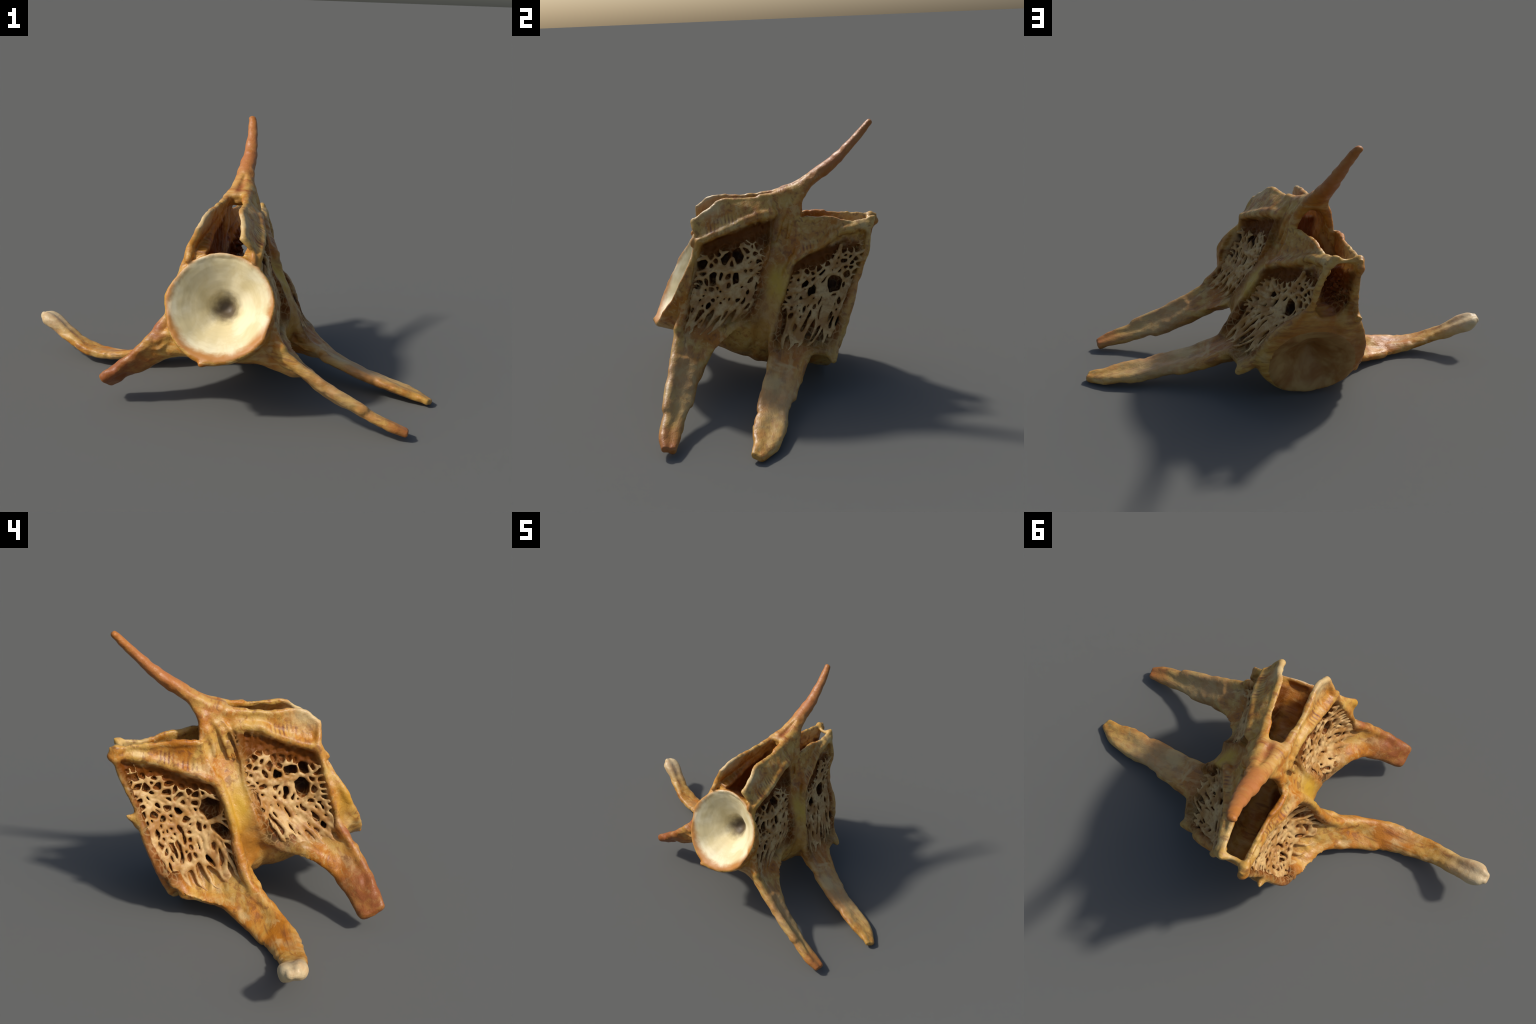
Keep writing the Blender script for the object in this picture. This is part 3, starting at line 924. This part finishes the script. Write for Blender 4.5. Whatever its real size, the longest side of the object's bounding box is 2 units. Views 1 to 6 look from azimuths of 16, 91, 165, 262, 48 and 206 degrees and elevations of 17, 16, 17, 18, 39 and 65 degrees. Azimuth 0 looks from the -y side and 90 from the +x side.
def cup_material():
    k = Nodes("cream_cup")
    v = k.mapping(tuple(FRONT_C))
    d = k.n("ShaderNodeVectorMath", operation="SUBTRACT")
    k.l(k.pos, d.inputs[0])
    d.inputs[1].default_value = tuple(FRONT_C + V([0, 0, .02]))
    ln = k.n("ShaderNodeVectorMath", operation="LENGTH")
    cr = k.n("ShaderNodeVectorMath", operation="CROSS_PRODUCT")
    k.l(d.outputs[0], cr.inputs[0])
    cr.inputs[1].default_value = tuple(FRONT_N)
    k.l(cr.outputs[0], ln.inputs[0])
    r = ln.outputs["Value"]
    rings = k.math("SINE", k.math("MULTIPLY_ADD", r, 330.0))
    k.t.nodes[-2].inputs[2].default_value = 0
    nz = k.noise(9, 4, .6, .4)
    col = k.mix(k.map(nz, .35, .65), (.86, .76, .50), (.74, .62, .34))
    col = k.mix(k.math("MULTIPLY", k.map(rings, .2, 1), .05), col, (.50, .38, .2))
    col = k.mix(k.math("MULTIPLY", k.map(k.math("ADD", r, k.math("MULTIPLY", nz, .05)), .228, .262), .9), col, OCHRE)
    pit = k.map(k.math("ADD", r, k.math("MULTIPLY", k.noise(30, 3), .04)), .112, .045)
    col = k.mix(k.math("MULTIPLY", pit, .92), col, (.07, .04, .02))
    k.bump(k.math("ADD", k.math("MULTIPLY", rings, .04), nz), .2, .006)
    return k.done(col, .5)


def rear_cup_material():
    k = Nodes("brown_cup")
    nz = k.noise(7, 5, .6, .5)
    col = k.mix(k.map(nz, .35, .65), (.46, .27, .09), (.30, .12, .025))
    k.bump(nz, .2, .01)
    return k.done(col, .55)


def web_material():
    k = Nodes("pale_trabecula")
    nz = k.noise(12, 4, .6, .4)
    fine = k.noise(45, 4, .6)
    col = k.mix(k.map(nz, .40, .64), (.62, .40, .165), (.41, .195, .045))
    col = k.mix(k.math("MULTIPLY", k.map(k.noise(20, 5, .6, .6), .5, .66), .7), col, (.36, .16, .045))
    col = k.mix(k.math("MULTIPLY", k.map(fine, .5, .7), .5), col, (.36, .16, .06))
    k.bump(fine, .3, .006)
    return k.done(col, .5)


# ------------------------------------------------------------------ build
def build():
    root = bpy.data.objects.new("fish_vertebra", None)
    root["label"] = "aged orange-brown fish vertebra with spongy webs and spine"
    root["category"] = "bone"
    bpy.context.scene.collection.objects.link(root)
    bone, cup, rcup, webm = bone_material(), cup_material(), rear_cup_material(), web_material()

    F, sheets = build_body()
    verts, quads = surface_nets(F)
    quads = keep_big(verts, quads)
    verts = relax(verts, quads, 6)
    norm = vertex_normals(verts, quads)
    zmin = verts[np.unique(quads), 2].min()
    verts[:, 2] -= zmin
    c = verts[quads].mean(1)
    fnorm = norm[quads].mean(1)
    # regions
    reg = np.full(len(quads), "centrum", dtype=object)
    reg[(c[:, 2] > 0.70 - .30 * (c[:, 1] + .33) + .02)] = "neural_arch"
    sp = (c[:, 2] - .87) + .9 * (c[:, 1] - .15) > 0
    reg[sp & (c[:, 1] > .05) & (c[:, 2] > .80)] = "neural_spine"
    for nm, (nrm, off) in {"front_right": ((.82, 0, -.57), .12), "rear_right": ((.82, 0, -.57), .19)}.items():
        pass
    leg = np.abs(c[:, 0] - .05) - .75 * (c[:, 2] - .25) > .33
    leg &= c[:, 2] < .42
    leg_l = (c[:, 0] < -.21 - .3 * np.maximum(.3 - c[:, 2], 0)) & (c[:, 2] < .42)
    pre = c[:, 1] < -.16
    reg[leg & (c[:, 0] > 0) & pre] = "rib_process|front_right"
    reg[leg & (c[:, 0] > 0) & ~pre] = "rib_process|rear_right"
    reg[leg_l & (c[:, 1] < -.22)] = "rib_process|front_left"
    reg[leg_l & (c[:, 1] >= -.22) & (c[:, 0] < -.26)] = "rib_process|rear_left"
    for nm, (C, N, radius, prof) in CUPS.items():
        dd = -(c - C) @ N
        lift = .10 * np.clip(dd, 0, .2) * (N[1] < 0)
        rel = (c - C) + dd[:, None] * N
        rel[:, 2] -= lift
        rr = np.linalg.norm(rel, axis=1)
        want = np.interp(dd, [p[0] for p in prof], [radius * p[1] for p in prof])
        reg[(dd > -.035) & (dd < .24) & (rr < want + .016) & (fnorm @ N > -.3)] = nm
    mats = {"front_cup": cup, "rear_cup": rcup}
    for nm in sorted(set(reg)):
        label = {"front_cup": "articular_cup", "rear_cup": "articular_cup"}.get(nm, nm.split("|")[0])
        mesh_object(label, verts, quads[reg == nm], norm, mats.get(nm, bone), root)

    # spongy webs: round struts along the cell borders of each recess
    for name, (sh, seeds) in sheets.items():
        lo, hi = sh.box(0.03)
        G = Field(lo - .02, hi + .02, 0.004, far=.05)
        sl, x, y, z = G.block(lo - 1, hi + 1)
        Y, Z = G.ax[1].astype(float), G.ax[2].astype(float)
        f, cs, e, s, t = sh.raster(Y, Z)
        relief, stain, hollow, edge = web_relief(name, seeds, s, t, e, Y, Z)
        gy, gz = np.meshgrid(Y, Z, indexing="ij")
        wob = value_noise(gy, gz, gz * 0, 22, 5)
        thin = value_noise(gy, gz, gz * 0 + 5, 40, 6)
        t = t / ROOT
        n = (x - f[None]) * cs[None] * sh.side
        n = n + (SINK[name] * smooth(0.004, 0.034, -e) * smooth(1.15, .85, t) - .002 + HOLLOW[name] * hollow + .005 * wob + .022 * smooth(.85, 1.15, t) + .012 * smooth(-.022, -.004, e))[None]
        r = (0.0042 + 0.0030 * wob + .002 * thin) * smooth(.000, .012, -e) + 0.001 - .010 * smooth(-.008, .0, e)
        r = r - .007 * hollow
        d = np.sqrt((edge[None] * .9) ** 2 + (n * .7) ** 2) - r[None]
        G.f[...] = d
        for path in STRUTS[name]:
            C = catmull([(a, b) for a, b in path], 5)
            nT, nS = sh.P.shape[:2]
            pts = []
            for i, (a, b) in enumerate(C):
                p = sh.P[int(round(np.clip(b * ROOT, 0, 1) * (nT - 1))), int(round(np.clip(a, 0, 1) * (nS - 1)))]
                q = i / (len(C) - 1)
                rr = (.0075 + .0020 * math.sin(9 * a + 7 * b)) * (1 - .45 * smooth(.75, 1.15, b))
                sink = .006 + .018 * smooth(.95, 1.2, b)
                pts.append((p[0] - sh.side * sink, p[1] + .004 * math.sin(31 * b + 5 * a), p[2] + .004 * math.sin(37 * a), rr))
            tube(G, pts[::1], .006, n=1)
        v, q = surface_nets(G)
        if len(q) == 0:
            continue
        q = keep_big(v, q, 150)
        v = relax(v, q, 4)
        v[:, 2] -= zmin
        ob = mesh_object("bone_web", v, q, vertex_normals(v, q), webm, root)
        ob["kind"] = "stuff"
    return root


build()
